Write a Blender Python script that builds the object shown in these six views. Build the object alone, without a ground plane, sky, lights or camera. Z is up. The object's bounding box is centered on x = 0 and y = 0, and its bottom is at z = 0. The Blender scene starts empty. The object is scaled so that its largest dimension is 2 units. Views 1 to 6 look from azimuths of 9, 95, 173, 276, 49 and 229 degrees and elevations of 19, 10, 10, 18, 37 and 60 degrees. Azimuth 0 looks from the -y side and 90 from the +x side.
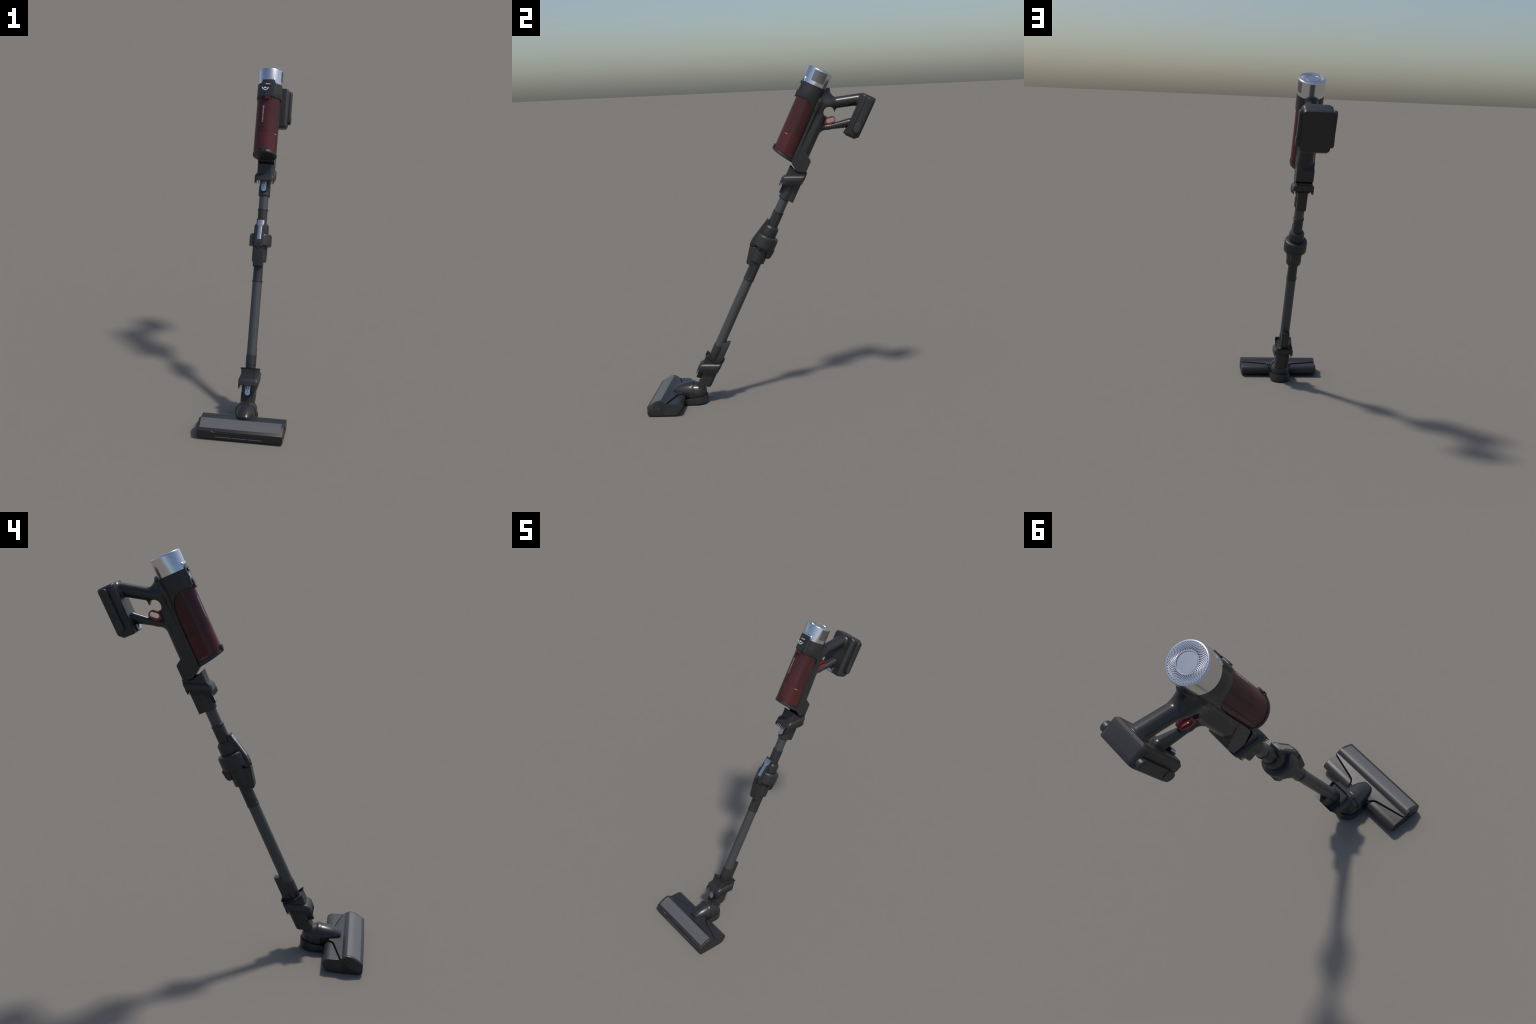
import bpy, bmesh, math, random
import numpy as np
from mathutils import Matrix, Vector

random.seed(7)
TILT = math.radians(26.15)
# wand frame: local x = width, local y (q) = towards the rear, local z (s) = up along the wand
WAND = Matrix.Translation((0, -0.4551, 0)) @ Matrix.Rotation(-TILT, 4, 'X')
IDENT = Matrix.Identity(4)
SHEAR = 0.45            # "level" cuts across the leaning wand
BIN_Q = -0.105          # axis of motor and dust bin, in front of the wand axis
scene = bpy.context.scene

# ------------------------------------------------------------------ materials
def new_mat(name, color, rough=0.4, metal=0.0, spec=0.5, **kw):
    m = bpy.data.materials.new(name)
    m.use_nodes = True
    nt = m.node_tree
    b = nt.nodes["Principled BSDF"]
    b.inputs["Base Color"].default_value = (*color, 1)
    b.inputs["Roughness"].default_value = rough
    b.inputs["Metallic"].default_value = metal
    b.inputs["Specular IOR Level"].default_value = spec
    for k, v in kw.items():
        b.inputs[k].default_value = v
    return m, nt, b

def add_grain(nt, b, scale, strength, dist=0.001, stretch=(1, 1, 1), rough=None, color=None):
    tc = nt.nodes.new("ShaderNodeTexCoord")
    mp = nt.nodes.new("ShaderNodeMapping")
    mp.inputs["Scale"].default_value = stretch
    nt.links.new(tc.outputs["Object"], mp.inputs["Vector"])
    nz = nt.nodes.new("ShaderNodeTexNoise")
    nz.inputs["Scale"].default_value = scale
    nz.inputs["Detail"].default_value = 3
    nt.links.new(mp.outputs[0], nz.inputs["Vector"])
    if strength:
        bp = nt.nodes.new("ShaderNodeBump")
        bp.inputs["Strength"].default_value = strength
        bp.inputs["Distance"].default_value = dist
        nt.links.new(nz.outputs["Fac"], bp.inputs["Height"])
        nt.links.new(bp.outputs[0], b.inputs["Normal"])
    if rough:
        mr = nt.nodes.new("ShaderNodeMapRange")
        mr.inputs["To Min"].default_value, mr.inputs["To Max"].default_value = rough
        nt.links.new(nz.outputs["Fac"], mr.inputs["Value"])
        nt.links.new(mr.outputs[0], b.inputs["Roughness"])
    if color:
        cr = nt.nodes.new("ShaderNodeValToRGB")
        cr.color_ramp.elements[0].position = 0.3
        cr.color_ramp.elements[1].position = 0.7
        cr.color_ramp.elements[0].color = (*color[0], 1)
        cr.color_ramp.elements[1].color = (*color[1], 1)
        nt.links.new(nz.outputs["Fac"], cr.inputs["Fac"])
        nt.links.new(cr.outputs[0], b.inputs["Base Color"])
    return nz

def build_materials():
    M = {}
    M['plastic'], nt, b = new_mat("charcoal_plastic", (0.025, 0.025, 0.0252), 0.42)
    add_grain(nt, b, 90, 0.0, rough=(0.38, 0.46), color=((0.0235, 0.0235, 0.0238), (0.0262, 0.0262, 0.0266)))
    M['satin'], nt, b = new_mat("satin_plastic", (0.022, 0.022, 0.0225), 0.3)
    add_grain(nt, b, 60, 0.0, rough=(0.27, 0.33), color=((0.0235, 0.0235, 0.0238), (0.0262, 0.0262, 0.0266)))
    M['pad'], nt, b = new_mat("soft_grey_plastic", (0.027, 0.0275, 0.028), 0.5)
    add_grain(nt, b, 120, 0.0, rough=(0.46, 0.54))
    M['button'], nt, b = new_mat("grey_button_plastic", (0.035, 0.036, 0.037), 0.5)
    add_grain(nt, b, 120, 0.0, rough=(0.46, 0.54))
    M['black'], nt, b = new_mat("black_rubber", (0.008, 0.008, 0.008), 0.6)
    add_grain(nt, b, 200, 0.0, rough=(0.55, 0.65))
    M['void'], nt, b = new_mat("painted_gap_shadow", (0.006, 0.006, 0.006), 0.95, spec=0.05)
    add_grain(nt, b, 200, 0.0, rough=(0.9, 1.0))
    M['tube'], nt, b = new_mat("grey_anodised_tube", (0.062, 0.066, 0.066), 0.45, metal=0.1)
    add_grain(nt, b, 160, 0.02, 0.0004, stretch=(6, 6, 0.3), rough=(0.38, 0.46))
    M['chrome'], nt, b = new_mat("polished_silver", (0.78, 0.78, 0.79), 0.2, metal=1.0)
    add_grain(nt, b, 40, 0.0, rough=(0.18, 0.23))
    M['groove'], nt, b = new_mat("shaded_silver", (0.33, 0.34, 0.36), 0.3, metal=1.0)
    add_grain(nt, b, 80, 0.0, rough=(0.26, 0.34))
    M['label'], nt, b = new_mat("brushed_grey_label", (0.22, 0.22, 0.22), 0.42, metal=0.8)
    add_grain(nt, b, 60, 0.1, 0.0004, stretch=(1, 1, 18), rough=(0.36, 0.48))
    M['silver'], nt, b = new_mat("satin_silver_button", (0.60, 0.61, 0.63), 0.3, metal=1.0)
    add_grain(nt, b, 150, 0.0, rough=(0.26, 0.34))
    M['red'], nt, b = new_mat("red_plastic", (0.21, 0.018, 0.02), 0.35)
    add_grain(nt, b, 100, 0.0, rough=(0.3, 0.4))
    M['dark_red'], nt, b = new_mat("dark_red_plastic", (0.075, 0.012, 0.014), 0.35)
    add_grain(nt, b, 100, 0.0, rough=(0.3, 0.4))
    M['filter'], nt, b = new_mat("dark_red_filter", (0.05, 0.02, 0.02), 0.6)
    w = nt.nodes.new("ShaderNodeTexNoise"); w.inputs["Scale"].default_value = 60; w.inputs["Detail"].default_value = 2
    tc = nt.nodes.new("ShaderNodeTexCoord"); mp = nt.nodes.new("ShaderNodeMapping")
    mp.inputs["Scale"].default_value = (1, 1, 0.04)
    nt.links.new(tc.outputs["Object"], mp.inputs[0]); nt.links.new(mp.outputs[0], w.inputs["Vector"])
    cr = nt.nodes.new("ShaderNodeValToRGB")
    cr.color_ramp.elements[0].position = 0.35; cr.color_ramp.elements[0].color = (0.05, 0.028, 0.03, 1)
    cr.color_ramp.elements[1].position = 0.65; cr.color_ramp.elements[1].color = (0.26, 0.10, 0.10, 1)
    nt.links.new(w.outputs["Fac"], cr.inputs[0]); nt.links.new(cr.outputs[0], b.inputs["Base Color"])
    M['core'], nt, b = new_mat("painted_chamber_glow", (0.28, 0.09, 0.088), 0.5)
    add_grain(nt, b, 50, 0.0, rough=(0.45, 0.55))
    # translucent red bin: clear red film with a glossy face
    m = bpy.data.materials.new("clear_red_plastic"); m.use_nodes = True
    nt = m.node_tree; b = nt.nodes["Principled BSDF"]
    b.inputs["Base Color"].default_value = (0.090, 0.042, 0.046, 1)  # red greyed and lifted so the base colour carries the grey gloss
    b.inputs["Roughness"].default_value = 0.08
    tr = nt.nodes.new("ShaderNodeBsdfTransparent"); tr.inputs["Color"].default_value = (0.70, 0.38, 0.38, 1)
    mx = nt.nodes.new("ShaderNodeMixShader"); mx.inputs[0].default_value = 0.55
    out = nt.nodes["Material Output"]
    nt.links.new(b.outputs[0], mx.inputs[1]); nt.links.new(tr.outputs[0], mx.inputs[2])
    nt.links.new(mx.outputs[0], out.inputs["Surface"])
    nz = nt.nodes.new("ShaderNodeTexNoise"); nz.inputs["Scale"].default_value = 30
    mr = nt.nodes.new("ShaderNodeMapRange"); mr.inputs["To Min"].default_value = 0.06; mr.inputs["To Max"].default_value = 0.10
    tc = nt.nodes.new("ShaderNodeTexCoord"); nt.links.new(tc.outputs["Object"], nz.inputs["Vector"])
    nt.links.new(nz.outputs["Fac"], mr.inputs["Value"]); nt.links.new(mr.outputs[0], b.inputs["Roughness"])
    M['bin'] = m
    M['lens'], nt, b = new_mat("smoked_grey_cover", (0.11, 0.11, 0.112), 0.45)
    add_grain(nt, b, 420, 0.12, 0.0006, color=((0.095, 0.096, 0.098), (0.125, 0.125, 0.128)))
    M['white'], nt, b = new_mat("white_print", (0.62, 0.62, 0.64), 0.5)
    add_grain(nt, b, 200, 0.0, rough=(0.45, 0.55))
    M['lilac'], nt, b = new_mat("pale_lilac_print", (0.42, 0.34, 0.44), 0.4)
    add_grain(nt, b, 200, 0.0, rough=(0.35, 0.45))
    M['pink'], nt, b = new_mat("pale_pink_print", (0.5, 0.28, 0.28), 0.4)
    add_grain(nt, b, 200, 0.0, rough=(0.35, 0.45))
    M['bar'], nt, b = new_mat("pale_grey_inlay", (0.20, 0.20, 0.21), 0.35, metal=0.3)
    add_grain(nt, b, 200, 0.0, rough=(0.3, 0.4))
    return M

MT = build_materials()
m, nt, b = new_mat("tinted_cover_plastic", (0.024, 0.023, 0.024), 0.3)
add_grain(nt, b, 22, 0.0, rough=(0.27, 0.33), color=((0.024, 0.0235, 0.024), (0.030, 0.0250, 0.0280)))
MT['tinted'] = m

# ------------------------------------------------------------------ object helpers
def obj_from(name, verts, faces, mat, parent, matrix=IDENT, smooth=35, bevel=0, segs=2):
    me = bpy.data.meshes.new(name)
    me.from_pydata([tuple(map(float, v)) for v in verts], [], faces)
    return finish(name, me, mat, parent, matrix, smooth, bevel, segs)

def finish(name, me, mat, parent, matrix=IDENT, smooth=35, bevel=0, segs=2):
    bm = bmesh.new(); bm.from_mesh(me)
    bmesh.ops.remove_doubles(bm, verts=bm.verts, dist=1e-6)
    bmesh.ops.recalc_face_normals(bm, faces=bm.faces)
    bm.to_mesh(me); bm.free()
    me.materials.clear(); me.materials.append(MT[mat])
    for p in me.polygons:
        p.use_smooth = True
    ob = bpy.data.objects.new(name, me)
    scene.collection.objects.link(ob)
    ob.parent = parent
    ob.matrix_basis = matrix
    if bevel:
        md = ob.modifiers.new("bevel", 'BEVEL')
        md.width = bevel; md.segments = segs; md.limit_method = 'ANGLE'; md.angle_limit = math.radians(32)
        md.harden_normals = True
    me.set_sharp_from_angle(angle=math.radians(smooth))
    return ob

def loft(rings, cap=(True, True), closed=True):
    """rings: list of equal-length rings of 3D points -> verts, faces"""
    n = len(rings[0]); V = [p for r in rings for p in r]; F = []
    for i in range(len(rings) - 1):
        for j in range(n if closed else n - 1):
            k = (j + 1) % n
            F.append((i * n + j, i * n + k, (i + 1) * n + k, (i + 1) * n + j))
    if cap[0]: F.append(tuple(range(n))[::-1])
    if cap[1]: F.append(tuple(range((len(rings) - 1) * n, len(rings) * n)))
    return V, F

def lathe(profile, q0=0.0, n=64, cap=(True, True)):
    """profile [(r, s)], turned about the line x = 0, q = q0"""
    rings = [[(r * math.cos(2 * math.pi * j / n), q0 + r * math.sin(2 * math.pi * j / n), s)
              for j in range(n)] for r, s in profile]
    return loft(rings, cap)

def rounded_rect(hx, q0, q1, r, n=6):
    r = min(r, hx * 0.999, (q1 - q0) / 2 * 0.999)
    pts = []
    for cx, cq, a0 in ((hx - r, q1 - r, 0), (-hx + r, q1 - r, 90), (-hx + r, q0 + r, 180), (hx - r, q0 + r, 270)):
        for i in range(n + 1):
            a = math.radians(a0 + 90 * i / n)
            pts.append((cx + r * math.cos(a), cq + r * math.sin(a)))
    return pts

def dense(pts, k=14):
    """rounded rect with its straight edges divided, so that a rim can dip along them"""
    out = []; m = len(pts)
    for i in range(m):
        a, b = pts[i], pts[(i + 1) % m]
        n = k if math.dist(a, b) > 0.02 else 1
        out += [(a[0] + (b[0] - a[0]) * j / n, a[1] + (b[1] - a[1]) * j / n) for j in range(n)]
    return out

def flat_shape(loops, depth, bevel=0.0, res=3):
    """filled 2D outline(s) extruded to +-depth; extra loops are holes. returns mesh in (u, v, w)"""
    cu = bpy.data.curves.new("outline", 'CURVE')
    cu.dimensions = '2D'; cu.fill_mode = 'BOTH'
    cu.extrude = max(depth - bevel, 0); cu.bevel_depth = bevel; cu.bevel_resolution = res
    cu.offset = -bevel
    for lp in loops:
        sp = cu.splines.new('POLY'); sp.points.add(len(lp) - 1); sp.use_cyclic_u = True
        for p, (u, v) in zip(sp.points, lp):
            p.co = (u, v, 0, 1)
    ob = bpy.data.objects.new("outline", cu)
    scene.collection.objects.link(ob)
    me = bpy.data.meshes.new_from_object(ob)
    bpy.data.objects.remove(ob); bpy.data.curves.remove(cu)
    return me

def side_prism(name, loops, half, mat, parent, matrix=IDENT, bevel=0.002, xc=0.0):
    """outline given in (q, s), extruded across x"""
    me = flat_shape(loops, half, bevel)
    P = Matrix(((0, 0, 1, xc), (1, 0, 0, 0), (0, 1, 0, 0), (0, 0, 0, 1)))
    me.transform(P)
    return finish(name, me, mat, parent, matrix, 40)

def front_plate(name, loops, half, mat, parent, matrix, place, bevel=0.0004):
    """outline in (u, v) with thickness w, put in place by the matrix 'place'"""
    me = flat_shape(loops, half, bevel, 1)
    me.transform(place)
    return finish(name, me, mat, parent, matrix, 40)

def rounded_poly(pts, r, n=5):
    """fillet the corners of a polygon; r number or list"""
    out = []; m = len(pts)
    for i in range(m):
        p0, p1, p2 = (Vector(pts[(i + k) % m]) for k in (-1, 0, 1))
        rr = r[i] if isinstance(r, (list, tuple)) else r
        a = (p0 - p1); b = (p2 - p1); la, lb = a.length, b.length
        if rr <= 0 or la < 1e-9 or lb < 1e-9:
            out.append(tuple(p1)); continue
        a /= la; b /= lb
        ang = math.acos(max(-1, min(1, a.dot(b))))
        d = min(rr / max(math.tan(ang / 2), 1e-4), la * 0.49, lb * 0.49)
        s, e = p1 + a * d, p1 + b * d
        for k in range(n + 1):
            t = k / n
            out.append(tuple((1 - t) ** 2 * s + 2 * t * (1 - t) * p1 + t * t * e))
    return out

def stadium(c0, c1, r, n=10):
    c0, c1 = Vector(c0), Vector(c1); d = (c1 - c0)
    a = math.atan2(d.y, d.x); out = []
    for c, st in ((c1, -90), (c0, 90)):
        for i in range(n + 1):
            t = a + math.radians(st + 180 * i / n)
            out.append((c.x + r * math.cos(t), c.y + r * math.sin(t)))
    return out

def catmull(pts, n=6):
    P = [Vector(p) for p in pts]; P = [2 * P[0] - P[1]] + P + [2 * P[-1] - P[-2]]
    out = []
    for i in range(1, len(P) - 2):
        for k in range(n):
            t = k / n; a, b, c, d = P[i - 1:i + 3]
            out.append(tuple(0.5 * ((2 * b) + (c - a) * t + (2 * a - 5 * b + 4 * c - d) * t * t + (3 * b - a - 3 * c + d) * t ** 3)))
    out.append(tuple(P[-2]))
    return out

def sweep(name, path, radius, mat, parent, matrix=IDENT, res=4):
    cu = bpy.data.curves.new("sweep", 'CURVE'); cu.dimensions = '3D'
    cu.bevel_depth = radius; cu.bevel_resolution = res; cu.use_fill_caps = True
    sp = cu.splines.new('POLY'); sp.points.add(len(path) - 1)
    for p, c in zip(sp.points, path):
        p.co = (*c, 1)
    ob = bpy.data.objects.new("sweep", cu); scene.collection.objects.link(ob)
    me = bpy.data.meshes.new_from_object(ob)
    bpy.data.objects.remove(ob); bpy.data.curves.remove(cu)
    return finish(name, me, mat, parent, matrix, 50)

# ------------------------------------------------------------------ smooth bodies from distance functions
def smin(a, b, k):
    h = np.clip(0.5 + 0.5 * (b - a) / k, 0, 1)
    return b + (a - b) * h - k * h * (1 - h)

def smax(a, b, k):
    return -smin(-a, -b, k)

def sd_box2(u, v, hu, hv, r):
    du, dv = np.abs(u) - hu + r, np.abs(v) - hv + r
    return np.hypot(np.maximum(du, 0), np.maximum(dv, 0)) + np.minimum(np.maximum(du, dv), 0) - r

def sd_cone(x, y, z, p0, p1, r0, r1, sx=1.0):
    p0, p1 = np.array(p0), np.array(p1); d = p1 - p0
    t = np.clip(((x - p0[0]) * d[0] + (y - p0[1]) * d[1] + (z - p0[2]) * d[2]) / (d @ d), 0, 1)
    return np.sqrt(((x - p0[0] - t * d[0]) * sx) ** 2 + (y - p0[1] - t * d[1]) ** 2 + (z - p0[2] - t * d[2]) ** 2) - (r0 + (r1 - r0) * t)

def surface_nets(fun, lo, hi, h):
    ax = [np.arange(l, u + h, h) for l, u in zip(lo, hi)]
    X, Y, Z = np.meshgrid(*ax, indexing='ij')
    D = fun(X, Y, Z); S = D < 0
    nx, ny, nz = (k - 1 for k in D.shape)
    acc = np.zeros((nx, ny, nz, 3)); cnt = np.zeros((nx, ny, nz))
    corners = [(i, j, k) for i in (0, 1) for j in (0, 1) for k in (0, 1)]
    def sub(A, c): return A[c[0]:c[0] + nx, c[1]:c[1] + ny, c[2]:c[2] + nz]
    for c in corners:
        for axis in range(3):
            if c[axis]: continue
            e = list(c); e[axis] = 1
            a, b = sub(D, c), sub(D, e)
            cross = (a < 0) != (b < 0)
            t = np.where(cross, a / np.where(cross, a - b, 1), 0)
            off = [np.full(a.shape, float(c[m])) for m in range(3)]; off[axis] = t
            for m in range(3): acc[..., m] += np.where(cross, off[m], 0)
            cnt += cross
    act = cnt > 0
    idx = -np.ones(act.shape, int); idx[act] = np.arange(act.sum())
    I = np.argwhere(act); V = (I + acc[act] / cnt[act][:, None]) * h + np.array(lo)
    F = []
    for axis in range(3):
        u, v = [(1, 2), (2, 0), (0, 1)][axis]
        sl0 = [slice(1, -1)] * 3; sl1 = [slice(1, -1)] * 3
        sl0[axis] = slice(0, -1); sl1[axis] = slice(1, None)
        a, b = S[tuple(sl0)], S[tuple(sl1)]
        E = np.argwhere(a != b)
        flip = a[tuple(E.T)]
        base = E.copy(); base[:, u] += 1; base[:, v] += 1
        def cell(du, dv):
            c = base.copy(); c[:, u] -= du; c[:, v] -= dv
            return idx[tuple(c.T)]
        Q = np.stack([cell(1, 1), cell(0, 1), cell(0, 0), cell(1, 0)], 1)
        Q[~flip] = Q[~flip][:, ::-1]
        F.append(Q)
    return V, np.concatenate(F)

# ------------------------------------------------------------------ the thing
root = bpy.data.objects.new("cordless_stick_vacuum", None)
scene.collection.objects.link(root)
root["label"] = "charcoal cordless stick vacuum with clear red dust bin"
root["category"] = "vacuum cleaner"

# ================================================================== motor cap
cap_prof = [(0.0715, 2.045), (0.0752, 2.0465), (0.0752, 2.1335), (0.0748, 2.1358), (0.0738, 2.1380), (0.0722, 2.1394), (0.0705, 2.140),
            (0.0674, 2.140), (0.0668, 2.1393), (0.0666, 2.136), (0.0406, 2.136), (0.0404, 2.1393), (0.0398, 2.140), (0.0370, 2.140), (0.0362, 2.1393), (0.0358, 2.1365)]
motor_cap = obj_from("motor_cap", *lathe(cap_prof, BIN_Q, 128), 'chrome', root, WAND, 30)
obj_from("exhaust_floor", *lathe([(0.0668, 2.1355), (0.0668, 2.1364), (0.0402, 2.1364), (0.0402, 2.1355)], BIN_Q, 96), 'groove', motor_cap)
obj_from("centre_disc", *lathe([(0.0352, 2.136), (0.0352, 2.1382), (0.0346, 2.1388)], BIN_Q, 96), 'silver', motor_cap)

def make_blade():
    rings = []; n = 14
    for i in range(n + 1):
        t = i / n; r = 0.0400 + 0.0270 * t
        th = -0.50 * t ** 1.4
        c = Vector((r * math.cos(th), r * math.sin(th), 0))
        t2 = t + 1e-3; r2 = 0.0400 + 0.0270 * t2; th2 = -0.50 * t2 ** 1.4
        d = (Vector((r2 * math.cos(th2), r2 * math.sin(th2), 0)) - c).normalized()
        nrm = Vector((-d.y, d.x, 0)); w = 0.00125 + 0.00095 * t
        rings.append([tuple(c + nrm * (w * a) + Vector((0, 0, b))) for a, b in
                      ((1, 2.1362), (1, 2.1388), (0.75, 2.1396), (0, 2.1399), (-0.75, 2.1396), (-1, 2.1388), (-1, 2.1362))])
    return loft(rings)

NB = 46
blade = obj_from("exhaust_blade", *make_blade(), 'chrome', motor_cap, Matrix.Translation((0, BIN_Q, 0)), 40)
for i in range(1, NB):
    o = blade.copy(); scene.collection.objects.link(o); o.parent = motor_cap
    o.matrix_basis = Matrix.Translation((0, BIN_Q, 0)) @ Matrix.Rotation(2 * math.pi * i / NB, 4, 'Z')

def shell_patch(a0, a1, s0, s1, r0, r1, nu=16, corner=0.0):
    """curved plate on the motor cylinder between angles a0, a1 (0 = +x, -90 = front)"""
    outline = rounded_poly([(a0 * r1, s0), (a1 * r1, s0), (a1 * r1, s1), (a0 * r1, s1)], corner, 4) if corner else None
    rings = []
    for j in range(nu + 1):
        t = a0 + (a1 - a0) * j / nu
        u = min(t - a0, a1 - t) * r1
        e = corner - math.sqrt(max(corner ** 2 - (corner - u) ** 2, 0)) if corner and u < corner else 0
        lo, hi = s0 + e, s1 - e
        rings.append([(r * math.cos(t), BIN_Q + r * math.sin(t), s) for r, s in ((r0, lo), (r1, lo), (r1, hi), (r0, hi))])
    return loft(rings)

obj_from("rating_label", *shell_patch(math.radians(-24), math.radians(37), 2.067, 2.130, 0.0748, 0.07555, 20, 0.002), 'label', motor_cap)

# ================================================================== body collar around the bin (with the window edge)
def window_edge(phi):          # phi in degrees from the front
    phi = abs(phi)
    if phi < 76: return 1.9585
    t = min((phi - 76) / 60.0, 1)
    return 1.9585 - 0.125 * (1 - math.sqrt(max(1 - t ** 2.2, 0)))

NC = 120
rings = []
for j in range(NC):
    phi = 360 * j / NC - 180
    t = math.radians(phi - 90)
    e = window_edge(phi)
    rings.append([(r * math.cos(t), BIN_Q + r * math.sin(t), s) for r, s in
                  ((0.0715, e + 0.001), (0.0748, e), (0.0755, e + 0.0012), (0.0755, e + 0.5 * (2.0465 - e)), (0.0755, 2.046), (0.0748, 2.0468), (0.0715, 2.0468))])
V, F = loft(rings, (False, False))
n = len(rings[0]); m = len(rings)
F = [(i * n + j, i * n + (j + 1) % n, ((i + 1) % m) * n + (j + 1) % n, ((i + 1) % m) * n + j) for i in range(m) for j in range(n)]
body_collar = obj_from("body_collar", V, F, 'plastic', root, WAND, 40)

# ================================================================== main body + handle: one smooth surface
def body_field(x, q, s):
    # spine: flat slab along the bin, rounded tube behind it that narrows towards the handle
    w = np.clip((s - 1.68) / 0.24, 0, 1); w = w * w * (3 - 2 * w)
    slab = sd_box2(x, q + 0.0415, 0.05, 0.0085, 0.004)
    ridge = sd_box2(x, q + 0.016, 0.0465 - 0.0100 * w, 0.048, 0.035)
    d2 = smin(slab, ridge, 0.010)
    spine = smax(d2, np.maximum(1.62 - s, s - 1.985), 0.02)
    top = smax(np.hypot(x, q + 0.058) - 0.043, np.maximum(1.93 - s, s + 12 * x * x - 2.066), 0.008)
    d = smin(spine, top, 0.03)
    # handle and lower strut
    handle = sd_cone(x, q, s, (0, 0.000, 1.977), (0, 0.163, 2.0795), 0.0325, 0.033)
    d = smin(d, handle, 0.040)
    d = smin(d, sd_cone(x, q, s, (0, -0.031, 2.026), (0, 0.015, 1.992), 0.030, 0.035), 0.016)
    strut = sd_cone(x, q, s, (0, 0.020, 1.834), (0, 0.062, 1.861), 0.016, 0.0145)
    strut2 = sd_cone(x, q, s, (0, 0.062, 1.861), (0, 0.165, 1.934), 0.0145, 0.0265)
    d = smin(d, smin(strut, strut2, 0.01), 0.022)
    # foot plates against the battery
    plate = np.maximum(sd_box2(x, s - 2.071, 0.040, 0.042, 0.03), np.abs(q - 0.168) - 0.006)
    d = smin(d, plate, 0.016)
    # trigger hole and the hooked guard above it
    hole = np.hypot(q - 0.0345, s - 1.9395) - 0.0325
    d = smax(d, -hole, 0.006)
    hook = smax(sd_cone(x, q, s, (0, 0.050, 1.990), (0, 0.0590, 1.9555), 0.011, 0.0026, 0.0), np.abs(x) - 0.017, 0.004)
    hook = smax(hook, -(np.hypot(q - 0.0325, s - 1.9405) - 0.0300), 0.002)
    d = smin(d, hook, 0.006)
    # lower connector block
    poly = [(-0.016, 1.694), (0.030, 1.661), (0.053, 1.648), (0.0535, 1.574), (0.046, 1.5695), (0.005, 1.557), (-0.0445, 1.590), (-0.0505, 1.612), (-0.0505, 1.70)]
    blk = np.abs(x) - 0.0504
    for i in range(len(poly)):
        (a, b), (c, e) = poly[i], poly[(i + 1) % len(poly)]
        L = math.hypot(c - a, e - b); nq, ns = -(e - b) / L, (c - a) / L
        blk = smax(blk, (q - a) * nq + (s - b) * ns, 0.003)
    d = smin(d, blk, 0.003)
    # stay clear of the motor cap
    cyl = np.maximum(np.hypot(x, q - BIN_Q) - 0.0740, 1.86 - s)
    return np.maximum(d, -cyl)

Vb, Fb = surface_nets(body_field, (-0.06, -0.056, 1.545), (0.06, 0.18, 2.13), 0.0018)

def split_body(V, F, parts):
    """parts: [(name, mask over faces)]; borders coincide and share the whole body's normals"""
    me = bpy.data.meshes.new("whole"); me.from_pydata(V.tolist(), [], F.tolist())
    nrm = np.empty(len(V) * 3); me.vertex_normals.foreach_get("vector", nrm); nrm = nrm.reshape(-1, 3)
    out = []
    for name, mask, mat in parts:
        f = F[mask]; used = np.unique(f); remap = -np.ones(len(V), int); remap[used] = np.arange(len(used))
        m = bpy.data.meshes.new(name); m.from_pydata(V[used].tolist(), [], remap[f].tolist())
        m.materials.append(MT[mat])
        for p in m.polygons: p.use_smooth = True
        m.normals_split_custom_set_from_vertices(nrm[used].tolist())
        o = bpy.data.objects.new(name, m); scene.collection.objects.link(o)
        o.parent = root; o.matrix_basis = WAND; out.append(o)
    bpy.data.meshes.remove(me)
    return out

fc = Vb[Fb].mean(1)
is_handle = (fc[:, 1] > 0.040) & (fc[:, 2] > 1.8)
main_body, handle = split_body(Vb, Fb, [("main_body", ~is_handle, 'satin'), ("handle", is_handle, 'satin')])

# ================================================================== trigger
tr_out = catmull([(0.004, 1.924), (0.014, 1.9145), (0.030, 1.9135), (0.040, 1.9145), (0.052, 1.9265), (0.060, 1.9295), (0.072, 1.9285), (0.083, 1.9195), (0.0865, 1.908), (0.083, 1.896),
                  (0.077, 1.888), (0.0725, 1.884), (0.0745, 1.8795), (0.066, 1.8745), (0.054, 1.8705), (0.042, 1.8700), (0.030, 1.8690), (0.016, 1.868), (0.000, 1.872)], 4)
tr_in = stadium((0.049, 1.8955), (0.0685, 1.9115), 0.0120)
side_prism("trigger", [tr_out, tr_in], 0.0125, 'red', root, WAND, 0.0018)

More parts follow.
